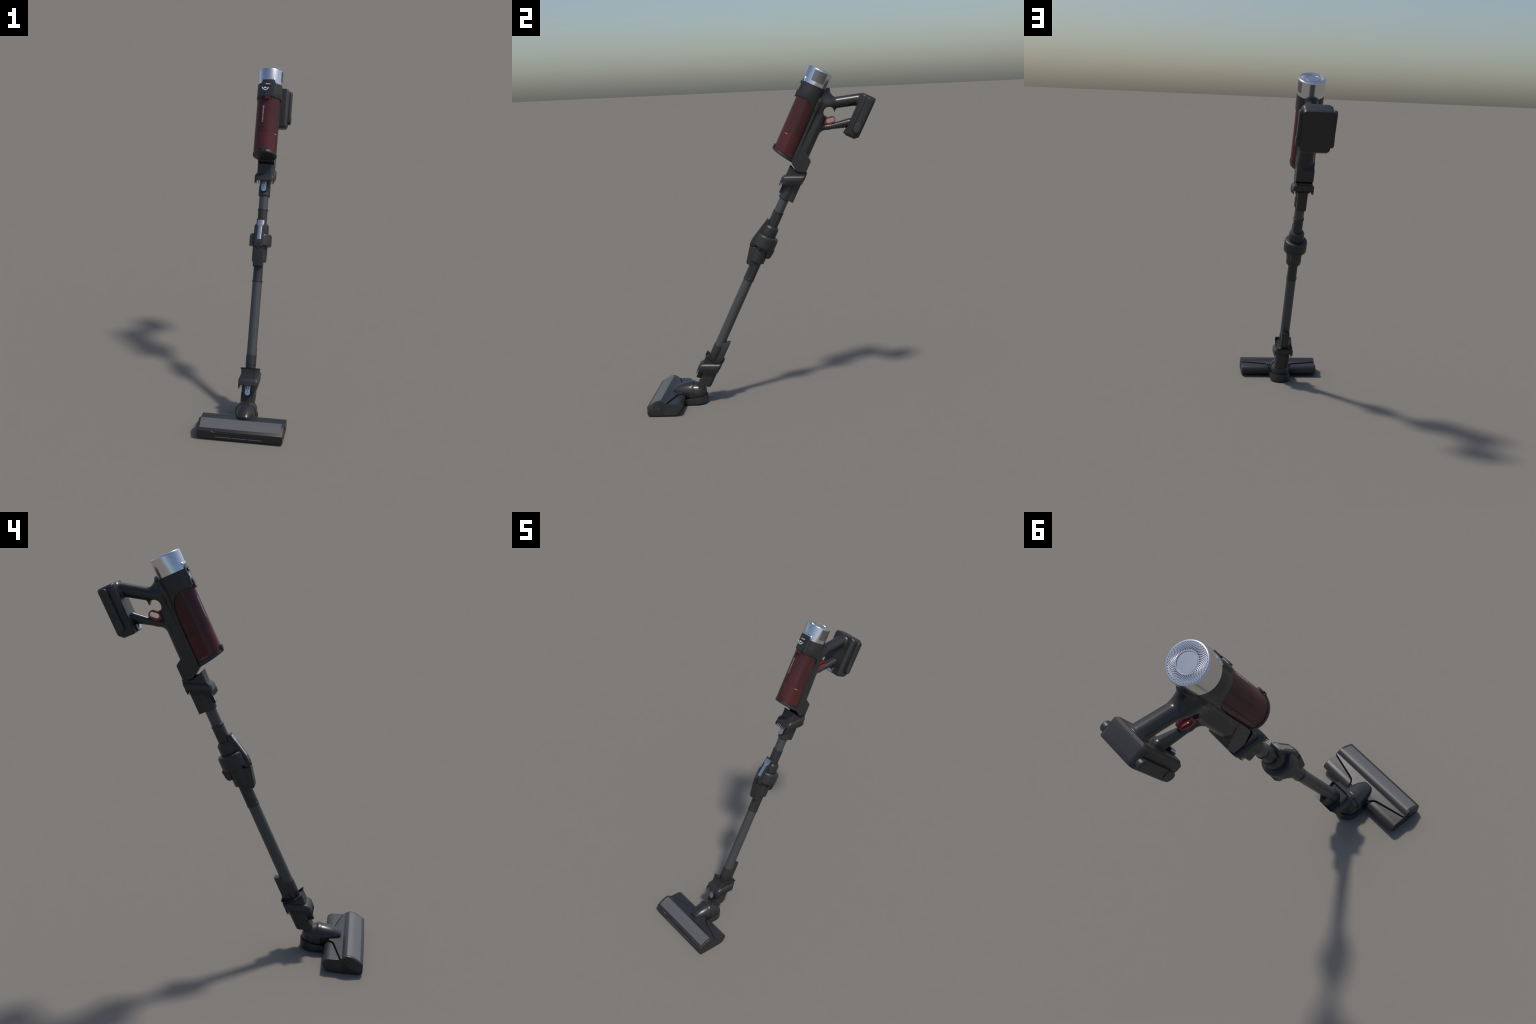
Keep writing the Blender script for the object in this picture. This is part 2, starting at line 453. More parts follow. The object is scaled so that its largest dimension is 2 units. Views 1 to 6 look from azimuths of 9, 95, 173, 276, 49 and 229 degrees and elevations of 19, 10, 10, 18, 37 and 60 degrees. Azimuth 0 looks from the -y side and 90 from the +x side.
# ================================================================== battery pack
def slab_rings(spec):
    """[(q, half x, s low, s high, corner)] -> rings along q"""
    rings = []
    for q, hx, s0, s1, r in spec:
        rings.append([(a, q, b) for a, b in rounded_rect(hx, s0, s1, r, 6)])
    return rings
battery = obj_from("battery_pack", *loft(slab_rings([
    (0.1620, 0.0685, 1.8700, 2.1165, 0.010), (0.1626, 0.0695, 1.8690, 2.1175, 0.011), (0.1720, 0.0835, 1.8625, 2.1190, 0.020),
    (0.1735, 0.0848, 1.8620, 2.1192, 0.021), (0.1930, 0.0848, 1.8620, 2.1192, 0.021), (0.1940, 0.0835, 1.8622, 2.1192, 0.021),
    (0.2250, 0.0835, 1.8622, 2.1188, 0.021), (0.2420, 0.0825, 1.8765, 2.1170, 0.020),
    (0.2450, 0.0810, 1.8790, 2.1155, 0.019), (0.2458, 0.0785, 1.8815, 2.1130, 0.017)])), 'plastic', root, WAND, 28)
for sx in (1, -1):
    prof = stadium((0.2170, 1.9135), (0.2170, 2.0910), 0.0205, 12)
    me = flat_shape([prof], 0.0118, 0.0055, 4)
    me.transform(Matrix(((0, 0, 1, sx * 0.0890), (1, 0, 0, 0), (0, 1, 0, 0), (0, 0, 0, 1))))
    pad = finish("side_pad", me, 'plastic', battery)
    me = flat_shape([stadium((0.2125, 1.9155), (0.2125, 1.9385), 0.0165, 10)], 0.0035, 0.001, 2)
    me.transform(Matrix(((0, 0, 1, sx * 0.1000), (1, 0, 0, 0), (0, 1, 0, 0), (0, 0, 0, 1))))
    finish("round_button", me, 'button', battery)
rel = obj_from("release_housing", *loft(slab_rings([(0.1555, 0.034, 1.8668, 1.9015, 0.006), (0.1565, 0.035, 1.866, 1.902, 0.006), (0.168, 0.035, 1.866, 1.902, 0.006)])), 'plastic', battery)
obj_from("release_button", *loft(slab_rings([(0.1480, 0.0305, 1.8705, 1.8985, 0.005), (0.1487, 0.0315, 1.8695, 1.8995, 0.0055), (0.1570, 0.0315, 1.8695, 1.8995, 0.0055)])), 'silver', battery)

# ================================================================== dust bin
def bin_bottom(q): return 1.634 - 0.18 * (q + 0.177)
NBIN = 96
def bin_ring(r, sfun):
    return [(r * math.cos(2 * math.pi * j / NBIN), BIN_Q + r * math.sin(2 * math.pi * j / NBIN), sfun(BIN_Q + r * math.sin(2 * math.pi * j / NBIN))) for j in range(NBIN)]
dust_bin = obj_from("dust_bin", *loft([bin_ring(0.0712, lambda q: bin_bottom(q) - 0.001), bin_ring(0.0712, lambda q: 1.80), bin_ring(0.0712, lambda q: 1.97)], (False, False)), 'bin', root, WAND, 60)
# pleated filter cone inside
pr = []
for s, r in ((1.7445, 0.0630), (1.7455, 0.0645), (1.752, 0.0645), (1.7525, 0.0635), (1.962, 0.0640)):
    pr.append([((r - (0.0012 if (j % 4) < 2 and 1.7524 < s else 0)) * math.cos(2 * math.pi * j / 240), BIN_Q + (r - (0.0012 if (j % 4) < 2 and 1.7524 < s else 0)) * math.sin(2 * math.pi * j / 240), s) for j in range(240)])
obj_from("filter_cone", *loft(pr), 'filter', dust_bin)
obj_from("chamber_glow_body", *lathe([(0.0660, 1.633), (0.0660, 1.744)], BIN_Q, 64), 'core', dust_bin)  # solid red filler coloured like light passing through the empty lower bin
lid = obj_from("bin_lid", *loft([bin_ring(0.064, lambda q: bin_bottom(q) - 0.0172), bin_ring(0.0718, lambda q: bin_bottom(q) - 0.0165), bin_ring(0.0734, lambda q: bin_bottom(q) - 0.0148),
                                 bin_ring(0.0735, lambda q: bin_bottom(q) - 0.0015), bin_ring(0.0728, lambda q: bin_bottom(q)), bin_ring(0.069, lambda q: bin_bottom(q))]), 'plastic', dust_bin, smooth=30)
def front_box(name, x0, x1, s0, s1, q0, q1, mat, parent, bevel=0.0015, matrix=IDENT):
    V = [(x, q, s) for s in (s0, s1) for q in (q0, q1) for x in (x0, x1)]
    F = [(0, 1, 3, 2), (4, 6, 7, 5), (0, 4, 5, 1), (2, 3, 7, 6), (0, 2, 6, 4), (1, 5, 7, 3)]
    return obj_from(name, V, F, mat, parent, matrix, 30, bevel)
side_prism("bin_latch", [[(-0.1845, 1.652), (-0.1800, 1.6525), (-0.172, 1.634), (-0.172, 1.618), (-0.1790, 1.6185), (-0.1835, 1.628)]], 0.0135, 'plastic', dust_bin, bevel=0.0012)
side_prism("latch_catch", [[(-0.1815, 1.645), (-0.172, 1.646), (-0.172, 1.637), (-0.1815, 1.637)]], 0.0205, 'dark_red', dust_bin, bevel=0.001)
lidbtn = obj_from("lid_button", *loft([[(0.011 * math.cos(a), BIN_Q + 0.006 + 0.009 * math.sin(a), bin_bottom(BIN_Q + 0.006 + 0.009 * math.sin(a)) - dz) for a in (2 * math.pi * j / 24 for j in range(24))] for dz in (0.014, 0.0182)]), 'dark_red', dust_bin)

def text_on_cylinder(name, body, size, mat, parent, rad, place):
    """lettering wrapped round the motor axis; place maps text (u, v) -> (angle*rad, s)"""
    cu = bpy.data.curves.new("text", 'FONT'); cu.body = body; cu.size = size; cu.extrude = 0.0003; cu.offset = 0.0004
    cu.align_x = 'CENTER'; cu.align_y = 'CENTER'; cu.resolution_u = 3
    ob = bpy.data.objects.new("text", cu); scene.collection.objects.link(ob)
    me = bpy.data.meshes.new_from_object(ob)
    bpy.data.objects.remove(ob); bpy.data.curves.remove(cu)
    for v in me.vertices:
        a, s = place(v.co.x, v.co.y); t = a / rad - math.pi / 2; r = rad + v.co.z
        v.co = (r * math.cos(t), BIN_Q + r * math.sin(t), s)
    return finish(name, me, mat, parent)
text_on_cylinder("maker_lettering", "rowenta", 0.0195, 'lilac', dust_bin, 0.0716, lambda u, v: (-0.0215 - v * 0.8, 1.8535 + u * 1.58))
text_on_cylinder("level_mark", "- MAX", 0.0085, 'pink', dust_bin, 0.0716, lambda u, v: (0.071 * math.radians(57) + u, 1.735 + v * 0.7))

# ================================================================== control panel on the front of the collar
def panel_section(w, q_front):
    """flat-fronted pad: gentle front curve, sides running back into the collar"""
    pts = []
    for i in range(17):
        t = -1 + i / 8
        x = w * t
        pts.append((x, q_front + 0.0045 * t * t + (0.004 if abs(t) > 0.97 else 0)))
    pts += [(w, -0.150), (-w, -0.150)]
    return pts
def panel_rings(spec):
    return [[(x, q, s) for x, q in panel_section(w, qf)] for s, w, qf in spec]
panel = obj_from("control_panel", *loft(panel_rings([(1.9635, 0.0410, -0.1815), (1.9645, 0.0420, -0.1825), (2.045, 0.0420, -0.1825), (2.0475, 0.0418, -0.1822), (2.064, 0.0416, -0.1808), (2.0690, 0.0400, -0.1803), (2.0715, 0.0375, -0.1798), (2.0725, 0.034, -0.1790)])), 'satin', root, WAND, 30)
# silver frame that swells from the cap round the panel's head
obj_from("panel_frame", *loft(panel_rings([(2.0462, 0.0440, -0.1790), (2.060, 0.0440, -0.1800), (2.069, 0.0425, -0.1808), (2.0735, 0.0385, -0.1808), (2.0765, 0.033, -0.1795), (2.079, 0.027, -0.1745)])), 'chrome', motor_cap, smooth=60)
sl = front_box("power_slider", -0.0165, 0.0155, 2.0275, 2.0435, -0.1868, -0.176, 'black', panel, 0.0012)
def text_flat(name, body, size, mat, parent, x, s, q, sx=1.0):
    cu = bpy.data.curves.new("text", 'FONT'); cu.body = body; cu.size = size; cu.extrude = 0.0003; cu.offset = 0.0004
    cu.align_x = 'CENTER'; cu.align_y = 'CENTER'; cu.resolution_u = 3
    ob = bpy.data.objects.new("text", cu); scene.collection.objects.link(ob)
    me = bpy.data.meshes.new_from_object(ob)
    bpy.data.objects.remove(ob); bpy.data.curves.remove(cu)
    for v in me.vertices:
        v.co = (x + v.co.x * sx, q - v.co.z, s + v.co.y)
    return finish(name, me, mat, parent)
text_flat("slider_lettering", "AUTO", 0.0105, 'white', panel, -0.0025, 2.0355, -0.1870, 1.0)
FRONT = Matrix(((1, 0, 0, 0), (0, 0, -1, 0), (0, 1, 0, 0), (0, 0, 0, 1)))
def arc_loop(cx, cs, r0, r1, a0, a1, n=8):
    o = [(cx + r1 * math.cos(math.radians(a0 + (a1 - a0) * i / n)), cs + r1 * math.sin(math.radians(a0 + (a1 - a0) * i / n))) for i in range(n + 1)]
    i_ = [(cx + r0 * math.cos(math.radians(a1 - (a1 - a0) * i / n)), cs + r0 * math.sin(math.radians(a1 - (a1 - a0) * i / n))) for i in range(n + 1)]
    return o + i_
for a0, a1 in ((183, 242), (248, 292), (298, 357)):
    front_plate("power_mark", [arc_loop(-0.0175, 2.0180, 0.0152, 0.0210, a0, a1)], 0.0004, 'white', panel, IDENT, Matrix.Translation((0, -0.1828, 0)) @ FRONT, 0)
front_plate("power_mark", [stadium((-0.0225, 2.0140), (-0.0135, 2.0140), 0.0042, 6)], 0.0004, 'white', panel, IDENT, Matrix.Translation((0, -0.1828, 0)) @ FRONT, 0)
front_box("bin_release", -0.0185, 0.0165, 1.963, 1.9885, -0.1868, -0.178, 'satin', panel, 0.0015)
front_plate("release_mark", [stadium((-0.009, 1.969), (0.007, 1.969), 0.0025, 5)], 0.0003, 'button', panel, IDENT, Matrix.Translation((0, -0.1870, 0)) @ FRONT, 0)
side_prism("release_tab", [[(-0.1870, 1.947), (-0.1855, 1.9435), (-0.172, 1.950), (-0.172, 1.962), (-0.1850, 1.962)]], 0.0145, 'dark_red', panel, bevel=0.0012)

# ================================================================== brush attachments (two alike, one under the motor unit, one above the floor head)
def level_ring(hx, q0, q1, r, s_at0, k=SHEAR):
    return [(x, q, s_at0 + k * q) for x, q in rounded_rect(hx, q0, q1, r, 6)]

def brush_attachment(s0, flare, lower):
    """s0: height of the slab's underside on the wand axis"""
    top = 0.028
    rings = [level_ring(0.0575, -0.0615, 0.0605, 0.014, s0), level_ring(0.0595, -0.0635, 0.0625, 0.016, s0 + 0.002),
             level_ring(0.0605, -0.0645, 0.0635, 0.016, s0 + 0.0245), level_ring(0.0592, -0.0632, 0.0630, 0.016, s0 + 0.0275),
             level_ring(0.0520, -0.0545, 0.0625, 0.014, s0 + top + 0.0090), level_ring(0.0500, -0.0520, 0.0615, 0.012, s0 + top + 0.0100)]
    att = obj_from("brush_attachment", *loft(rings), 'plastic', root, WAND, 30)
    # cup above the slab: rim dips where the block of the motor unit sits
    def rim(q):
        a, b = 0.0580 - 0.37 * (q - 0.003), 0.0575 + 0.43 * (q - 0.014)
        return s0 + float(smin(np.array(-a), np.array(-b), 0.010)) * -1
    out = []
    base = dense(rounded_rect(0.0480, -0.0485, 0.0595, 0.010, 8))
    out.append([(x, q, s0 + 0.030 + SHEAR * q) for x, q in base])
    out.append([(x, q, s0 + 0.045 + 0.33 * q) for x, q in base])
    for f, dz in ((0.0, -0.010), (0.5, -0.004), (1.0, 0.0)):
        out.append([(x * (1 + flare * f / 0.05), 0.005 + (q - 0.005) * (1 + flare * f / 0.05), rim(q) + dz) for x, q in base])
    inn = dense(rounded_rect(0.0455, -0.0460, 0.0570, 0.008, 8))
    for f, dz in ((1.0, 0.0), (0.5, -0.004), (0.0, -0.010), (0.0, -0.014 if lower else -0.026)):
        out.append([(x * (1 + flare * f / 0.05), 0.005 + (q - 0.005) * (1 + flare * f / 0.05), rim(q2) + dz) for (x, q), (x2, q2) in zip(inn, base)])
    obj_from("attachment_cup", *loft(out), 'plastic', att, smooth=35)
    # bristles round the rim of the slab
    bv, bf = loft([[(w * a, t * b, z) for a, b in ((-1, -1), (1, -1), (1, 1), (-1, 1))] for w, t, z in ((0.0026, 0.0026, 0.004), (0.0026, 0.0026, -0.005), (0.0012, 0.0012, -0.0245))])
    first = None
    spots = [(x, q) for x in (-0.0555, 0.0555) for q in np.linspace(-0.0585, 0.0575, 17)]
    spots += [(x, q) for q in (-0.0595, 0.0585) for x in np.linspace(-0.0455, 0.0455, 8)]
    for x, q in spots:
        ln = 1 + random.uniform(-0.08, 0.06)
        mtx = Matrix.Translation((x, q, s0 + SHEAR * q)) @ Matrix.Rotation(random.uniform(-0.02, 0.02), 4, 'X') @ Matrix.Rotation(random.uniform(-0.02, 0.02), 4, 'Y') @ Matrix.Diagonal((1, 1, ln, 1))
        if first is None:
            first = obj_from("bristle", bv, bf, 'plastic', att, mtx, 20)
        else:
            o = first.copy(); scene.collection.objects.link(o); o.parent = att; o.matrix_basis = mtx
    obj_from("brush_base", *loft([level_ring(0.0565, -0.0605, 0.0595, 0.012, s0 - 0.0015), level_ring(0.0565, -0.0605, 0.0595, 0.012, s0 + 0.0015)]), 'black', att)
    return att

def latch_tab(s_tip, parent, q_face=-0.044, top=0.062):
    side_prism("latch_wedge", [rounded_poly([(q_face, s_tip + top), (q_face, s_tip + 0.003), (q_face + 0.003, s_tip), (-0.020, s_tip + 0.006), (-0.010, s_tip + 0.03), (-0.010, s_tip + top)], 0.002, 2)], 0.0165, 'black', parent, bevel=0.0012)
    plate = stadium((0, 0.016), (0, top), 0.0152, 10)
    ob = front_plate("latch_button", [plate], 0.0012, 'silver', parent, IDENT, Matrix.Translation((0, q_face - 0.0006, s_tip)) @ FRONT, 0.0005)
    front_plate("latch_mark", [stadium((0, 0.0315), (0, 0.033), 0.0022, 6)], 0.0004, 'black', parent, IDENT, Matrix.Translation((0, q_face - 0.0018, s_tip)) @ FRONT, 0)
    for y, w in ((0.0205, 0.0065), (0.0155, 0.0090)):
        front_plate("latch_mark", [stadium((-w, y), (w, y), 0.0009, 3)], 0.0003, 'groove', parent, IDENT, Matrix.Translation((0, q_face - 0.0018, s_tip)) @ FRONT, 0)

upper_att = brush_attachment(1.4935, 0.0015, False)
latch_tab(1.401, upper_att)
obj_from("collar", *lathe([(0.0345, 1.3785), (0.0360, 1.380), (0.0360, 1.435), (0.033, 1.446), (0.033, 1.50)], 0.0, 64), 'plastic', upper_att, smooth=30)
obj_from("rear_block", *loft([[(x, q, s + (0.0 if s < 1.4 else SHEAR * q)) for x, q in rounded_rect(0.0285 if s > 1.3800 else 0.0275, 0.0, 0.0555, 0.006, 4)] for s in (1.3795, 1.3810, 1.48)]), 'plastic', upper_att, smooth=30)
obj_from("attachment_core", *loft([[(x, q, s) for x, q in rounded_rect(0.040, -0.040, 0.050, 0.01, 4)] for s in (1.50, 1.558)]), 'black', upper_att, smooth=30)

lower_att = brush_attachment(0.2455, 0.0060, True)
latch_tab(0.158, lower_att, -0.0500)
obj_from("collar", *lathe([(0.030, 0.340), (0.0318, 0.3415), (0.0318, 0.401), (0.0305, 0.4025)], 0.0, 64), 'plastic', lower_att, smooth=30)
obj_from("connector_pipe", *lathe([(0.0302, 0.25), (0.0302, 0.342)], 0.0, 64), 'plastic', lower_att, smooth=30)
obj_from("rear_block", *loft([[(x, q, s + SHEAR * q) for x, q in rounded_rect(hx, 0.0, 0.0555, 0.006, 4)] for s, hx in ((0.27, 0.0245), (0.4195, 0.0245), (0.4215, 0.0235))]), 'plastic', lower_att, smooth=30)
# stem between lower brush and swivel
stem = obj_from("swivel_stem", *loft([[(x, q, s + k * q) for x, q in rounded_rect(hx, q0, q1, 0.022, 6)] for s, k, hx, q0, q1 in
        ((0.1265, 0.30, 0.0395, -0.020, 0.0520), (0.1295, 0.30, 0.0415, -0.022, 0.0550), (0.150, 0.30, 0.0425, -0.0235, 0.0560), (0.20, 0.25, 0.0425, -0.0245, 0.0560), (0.24, SHEAR, 0.0425, -0.0255, 0.0560))]), 'plastic', root, WAND, 30)
side_prism("swivel_arm", [rounded_poly([(-0.0245, 0.175), (-0.0245, 0.120), (-0.004, 0.080), (0.012, 0.088), (0.0215, 0.116), (0.022, 0.150), (0.02, 0.175)], 0.006)], 0.0418, 'plastic', stem, bevel=0.004)

# ================================================================== wand tubes
obj_from("upper_tube", *lathe([(0.0282, 1.28), (0.0282, 1.40)], 0.0, 64), 'tube', root, WAND)
obj_from("lower_tube", *lathe([(0.0292, 0.34), (0.0292, 0.86)], 0.0, 64), 'tube', root, WAND)

# ================================================================== folding joint
joint = obj_from("folding_joint", *lathe([(0.0440, 0.966 + 0.004), (0.0448, 0.979), (0.0450, 0.982), (0.0450, 1.068)], 0.0, 72), 'plastic', root, WAND, 30)
obj_from("joint_chamfer", *lathe([(0.0330, 0.968), (0.0445, 0.9785), (0.0446, 0.982)], 0.0, 72), 'plastic', joint, smooth=30)
coll = lathe([(0.058, 1.0665), (0.0670, 1.0665), (0.0682, 1.068), (0.0682, 1.123), (0.0672, 1.130), (0.0648, 1.1355), (0.0610, 1.139), (0.056, 1.1405), (0.044, 1.1405)], 0.0, 96)
obj_from("pivot_collar", *coll, 'plastic', joint, smooth=30)
obj_from("neck_collar", *lathe([(0.0445, 1.135), (0.0450, 1.137), (0.0450, 1.187), (0.0442, 1.191), (0.0405, 1.198), (0.036, 1.2025), (0.031, 1.2035)], 0.0, 96), 'plastic', joint, smooth=30)
def flatted_sleeve(name, s0, s1, lip0, lip1, parent):
    """round sleeve with flat flanks and a plain lip ring at one end"""
    n = 72; ring = []
    for j in range(n):
        a = 2 * math.pi * j / n
        x, q = 0.0308 * math.cos(a), 0.0312 * math.sin(a)
        ring.append((max(-0.0272, min(0.0272, x)), q))
    o = obj_from(name, *loft([[(x, q, s) for x, q in ring] for s in (s0, s1)]), 'plastic', parent, smooth=30)
    obj_from("lip_ring", *lathe([(0.0300, lip0), (0.0316, lip0 + 0.0012), (0.0322, lip0 + 0.003), (0.0322, lip1 - 0.003), (0.0316, lip1 - 0.0012), (0.0300, lip1)], 0.0, 64), 'plastic', o, smooth=30)
flatted_sleeve("sleeve", 1.19, 1.290, 1.2845, 1.2975, joint)
flatted_sleeve("sleeve", 0.850, 0.985, 0.8440, 0.857, joint)
side_prism("rear_fin", [catmull([(0.030, 1.075), (0.0690, 1.072), (0.0690, 1.048), (0.067, 1.030), (0.060, 1.0165), (0.052, 1.0120), (0.040, 1.0120)], 5)], 0.029, 'plastic', joint, bevel=0.003)
front_box("pivot_window", 0.036, 0.0452, 1.036, 1.056, -0.014, 0.006, 'black', joint, 0.001)
front_box("pivot_button", 0.036, 0.0465, 1.0165, 1.0355, -0.016, 0.006, 'pad', joint, 0.002)
lev = [(-0.0300, 1.2255), (-0.0425, 1.2305), (-0.0460, 1.2290), (-0.0473, 1.222), (-0.0770, 1.0930)]
lev += [(-0.0600 + 0.0178 * math.cos(math.radians(a)), 1.0640 + 0.0178 * math.sin(math.radians(a))) for a in range(170, 351, 15)]
lev += [(-0.030, 1.080), (-0.020, 1.14), (-0.024, 1.2170)]
lever = side_prism("release_lever", [lev], 0.0262, 'plastic', joint, bevel=0.002)
# silver inlay on the lever's sloping face
d = Vector((0, -0.030, -0.129)).normalized(); nn = Vector((0, -0.129, 0.030)).normalized()
T0 = Vector((0, -0.0470, 1.2225))
place = Matrix(((1, 0, 0, T0.x), (0, -d.y, nn.y, T0.y), (0, -d.z, nn.z, T0.z), (0, 0, 0, 1)))
inlay = rounded_poly([(-0.0205, -0.001), (0.0205, -0.001), (0.0205, -0.031), (0.0120, -0.043), (0.0120, -0.126), (-0.0120, -0.126), (-0.0120, -0.043), (-0.0205, -0.031)], [0.007, 0.007, 0.006, 0.006, 0.001, 0.001, 0.006, 0.006], 4)
front_plate("lever_inlay", [inlay], 0.0013, 'silver', joint, IDENT, place, 0.0006)
front_box("lever_slot", -0.0115, 0.0115, 1.046, 1.078, -0.0790, -0.055, 'black', joint, 0.001)
front_plate("inlay_mark", [stadium((-0.009, -0.0135), (0.009, -0.0135), 0.0013, 4)], 0.0003, 'label', joint, IDENT, Matrix.Translation(nn * 0.0014) @ place, 0)
blk = rounded_poly([(-0.0755, 1.0480), (-0.0735, 1.0500), (-0.0690, 1.0450), (-0.058, 1.0415), (-0.046, 1.0450), (-0.030, 1.056), (-0.002, 1.056), (-0.002, 0.9420), (-0.0460, 0.9345), (-0.0535, 0.942)], [0.001, 0.001, 0.004, 0.006, 0.004, 0.0, 0.0, 0.004, 0.003, 0.004], 3)
side_prism("front_block", [blk], 0.0290, 'plastic', joint, bevel=0.0025)

# ================================================================== floor head (world frame)
HW = 0.250
hump = catmull([(-0.6955, 0.0590), (-0.680, 0.0690), (-0.660, 0.0815), (-0.641, 0.0915), (-0.6195, 0.0962), (-0.604, 0.0930), (-0.592, 0.0845), (-0.583, 0.0775), (-0.574, 0.0748)], 5)
rear = catmull([(-0.574, 0.0748), (-0.545, 0.0742), (-0.522, 0.0735), (-0.5055, 0.0680), (-0.4950, 0.0560), (-0.4940, 0.0420), (-0.4995, 0.0265), (-0.512, 0.0125), (-0.529, 0.0055), (-0.545, 0.0040)], 5)[1:]
outline = hump + rear + [(-0.685, 0.0040), (-0.6915, 0.0065), (-0.6955, 0.0130)]
def extrude_x(poly, half, round_=0.0):
    rings = []
    cy, cz = sum(p[0] for p in poly) / len(poly), sum(p[1] for p in poly) / len(poly)
    for x, sc in ((-half, 1 - round_ * 12), (-half + round_ * 0.35, 1 - round_ * 4), (-half + round_, 1.0), (half - round_, 1.0), (half - round_ * 0.35, 1 - round_ * 4), (half, 1 - round_ * 12)):
        rings.append([(x, cy + (y - cy) * sc, cz + (z - cz) * sc) for y, z in poly])
    return loft(rings)
head = obj_from("floor_head", *extrude_x(outline, HW, 0.003), 'plastic', root, IDENT, 35)
# grooves that set the side lobes off from the middle
def apply_cut(target, cutter):
    md = target.modifiers.new("cut", 'BOOLEAN'); md.operation = 'DIFFERENCE'; md.object = cutter; md.solver = 'EXACT'
    bpy.context.view_layer.update()
    dg = bpy.context.evaluated_depsgraph_get()
    me = bpy.data.meshes.new_from_object(target.evaluated_get(dg))
    target.modifiers.clear(); target.data = me
    bpy.data.objects.remove(cutter)
    for p in me.polygons: p.use_smooth = True
    me.set_sharp_from_angle(angle=math.radians(35))
for sx in (1, -1):
    path = [(sx * 0.262, -0.5790, 0.0755), (sx * 0.24, -0.5775, 0.0755), (sx * 0.10, -0.5405, 0.0745), (sx * 0.086, -0.5350, 0.0745), (sx * 0.077, -0.5260, 0.0742), (sx * 0.0715, -0.513, 0.0715), (sx * 0.069, -0.503, 0.067), (sx * 0.068, -0.490, 0.055)]
    cutter = sweep("cutter", path, 0.0038, 'black', None)
    apply_cut(head, cutter)
    sweep("groove_shadow_strip", [(x * 0.997 if abs(x) > 0.249 else x, y, z - 0.0012) for x, y, z in path if abs(x) < 0.25], 0.0034, 'void', head, res=3)  # matt black strip laid in the groove to draw its shadow
# raised wedge between the grooves, running from the hump to the swivel
half_plan = [(0.2485, -0.6000), (0.2485, -0.5815), (0.100, -0.5440), (0.084, -0.5375), (0.0735, -0.5270), (0.0690, -0.5190), (0.0670, -0.5135)]
plan = half_plan + [(-x, y) for x, y in reversed(half_plan)]
me = flat_shape([rounded_poly(plan, [0, 0.002, 0.01, 0.01, 0.01, 0.01, 0.0, 0.0, 0.01, 0.01, 0.01, 0.01, 0.002, 0], 4)], 0.0075, 0.0022, 3)
me.transform(Matrix.Translation((0, 0, 0.0738)))
finish("centre_wedge", me, 'plastic', head)
# smoked window over the brush roll
hp = [p for p in hump if -0.6810 <= p[0] <= -0.6120]
cover = []
for i, (y, z) in enumerate(hp):
    a = hp[max(i - 1, 0)]; b = hp[min(i + 1, len(hp) - 1)]
    ty, tz = b[0] - a[0], b[1] - a[1]; L = math.hypot(ty, tz)
    cover.append((y, z, -tz / L, ty / L))
rings = []
for x in (-0.2365, -0.236, 0.236, 0.2365):
    o = 0.0012 if abs(x) < 0.2362 else 0.0006
    rings.append([(x, y + ny * o, z + nz * o) for y, z, ny, nz in cover] + [(x, y - ny * 0.002, z - nz * 0.002) for y, z, ny, nz in reversed(cover)])
obj_from("brush_window", *loft(rings), 'lens', head, smooth=40)
# front face: slim rib with raised ends, three pale inlays
sweep("front_rib", [(-0.167, -0.6953, 0.0588), (-0.1475, -0.6958, 0.0492), (0.1475, -0.6958, 0.0492), (0.167, -0.6953, 0.0588)], 0.0016, 'satin', head)
front_box("rib_tip", -0.168, -0.146, 0.0474, 0.0506, -0.6970, -0.694, 'bar', head, 0.0005).matrix_basis = Matrix.Translation((-0.157, 0, 0.054)) @ Matrix.Rotation(math.radians(26), 4, 'Y') @ Matrix.Translation((0.157, 0, -0.049))
for x0, x1 in ((-0.139, -0.0475), (-0.0405, 0.0455), (0.051, 0.1315)):
    front_box("front_inlay", x0, x1, 0.0212, 0.0246, -0.6966, -0.694, 'bar', head, 0.0004)
# fan-shaped end discs
for sx in (1, -1):
    def disc(r, d0, d1, n=48):
        return loft([[(sx * (HW + dd), -0.6226 + r * math.cos(2 * math.pi * j / n), 0.0508 + r * math.sin(2 * math.pi * j / n)) for j in range(n)] for dd in (d0, d1)])
    ringv = loft([[(sx * (HW + dd), -0.6226 + r * math.cos(2 * math.pi * j / 64), 0.0508 + r * math.sin(2 * math.pi * j / 64)) for j in range(64)] for r, dd in ((0.0368, -0.002), (0.0368, 0.0006), (0.0345, 0.0008), (0.0340, -0.001))], (False, False))
    side = obj_from("end_disc", *disc(0.0345, -0.003, 0.0003), 'satin', head)
    obj_from("disc_rim", *ringv, 'plastic', head)
    obj_from("disc_hub", *disc(0.0078, -0.002, 0.0014, 32), 'button', head)
    rings = []
    for i in range(9):
        t = i / 8; r = 0.0085 + 0.0245 * t; th = 0.55 * t ** 1.4
        c = Vector((0, r * math.cos(th), r * math.sin(th))); w = 0.0009 + 0.0030 * t
        nrm = Vector((0, -math.sin(th + 0.5 * t), math.cos(th + 0.5 * t)))
        rings.append([tuple(c + nrm * a * w + Vector((sx * b, 0, 0))) for a, b in ((-1, -0.002), (-1, 0.0002), (1, 0.0013), (1, -0.002))])
    bl = obj_from("disc_blade", *loft(rings), 'satin', head, Matrix.Translation((sx * HW, -0.6226, 0.0508)))
    for i in range(1, 13):
        o = bl.copy(); scene.collection.objects.link(o); o.parent = head
        o.matrix_basis = Matrix.Translation((sx * HW, -0.6226, 0.0508)) @ Matrix.Rotation(2 * math.pi * i / 13, 4, 'X')
# brush roll and sole strips underneath
obj_from("sole_plate", *loft([[(x, y, z) for x, y in rounded_rect(0.235, -0.680, -0.550, 0.006, 4)] for z in (0.0, 0.006)]), 'black', head)

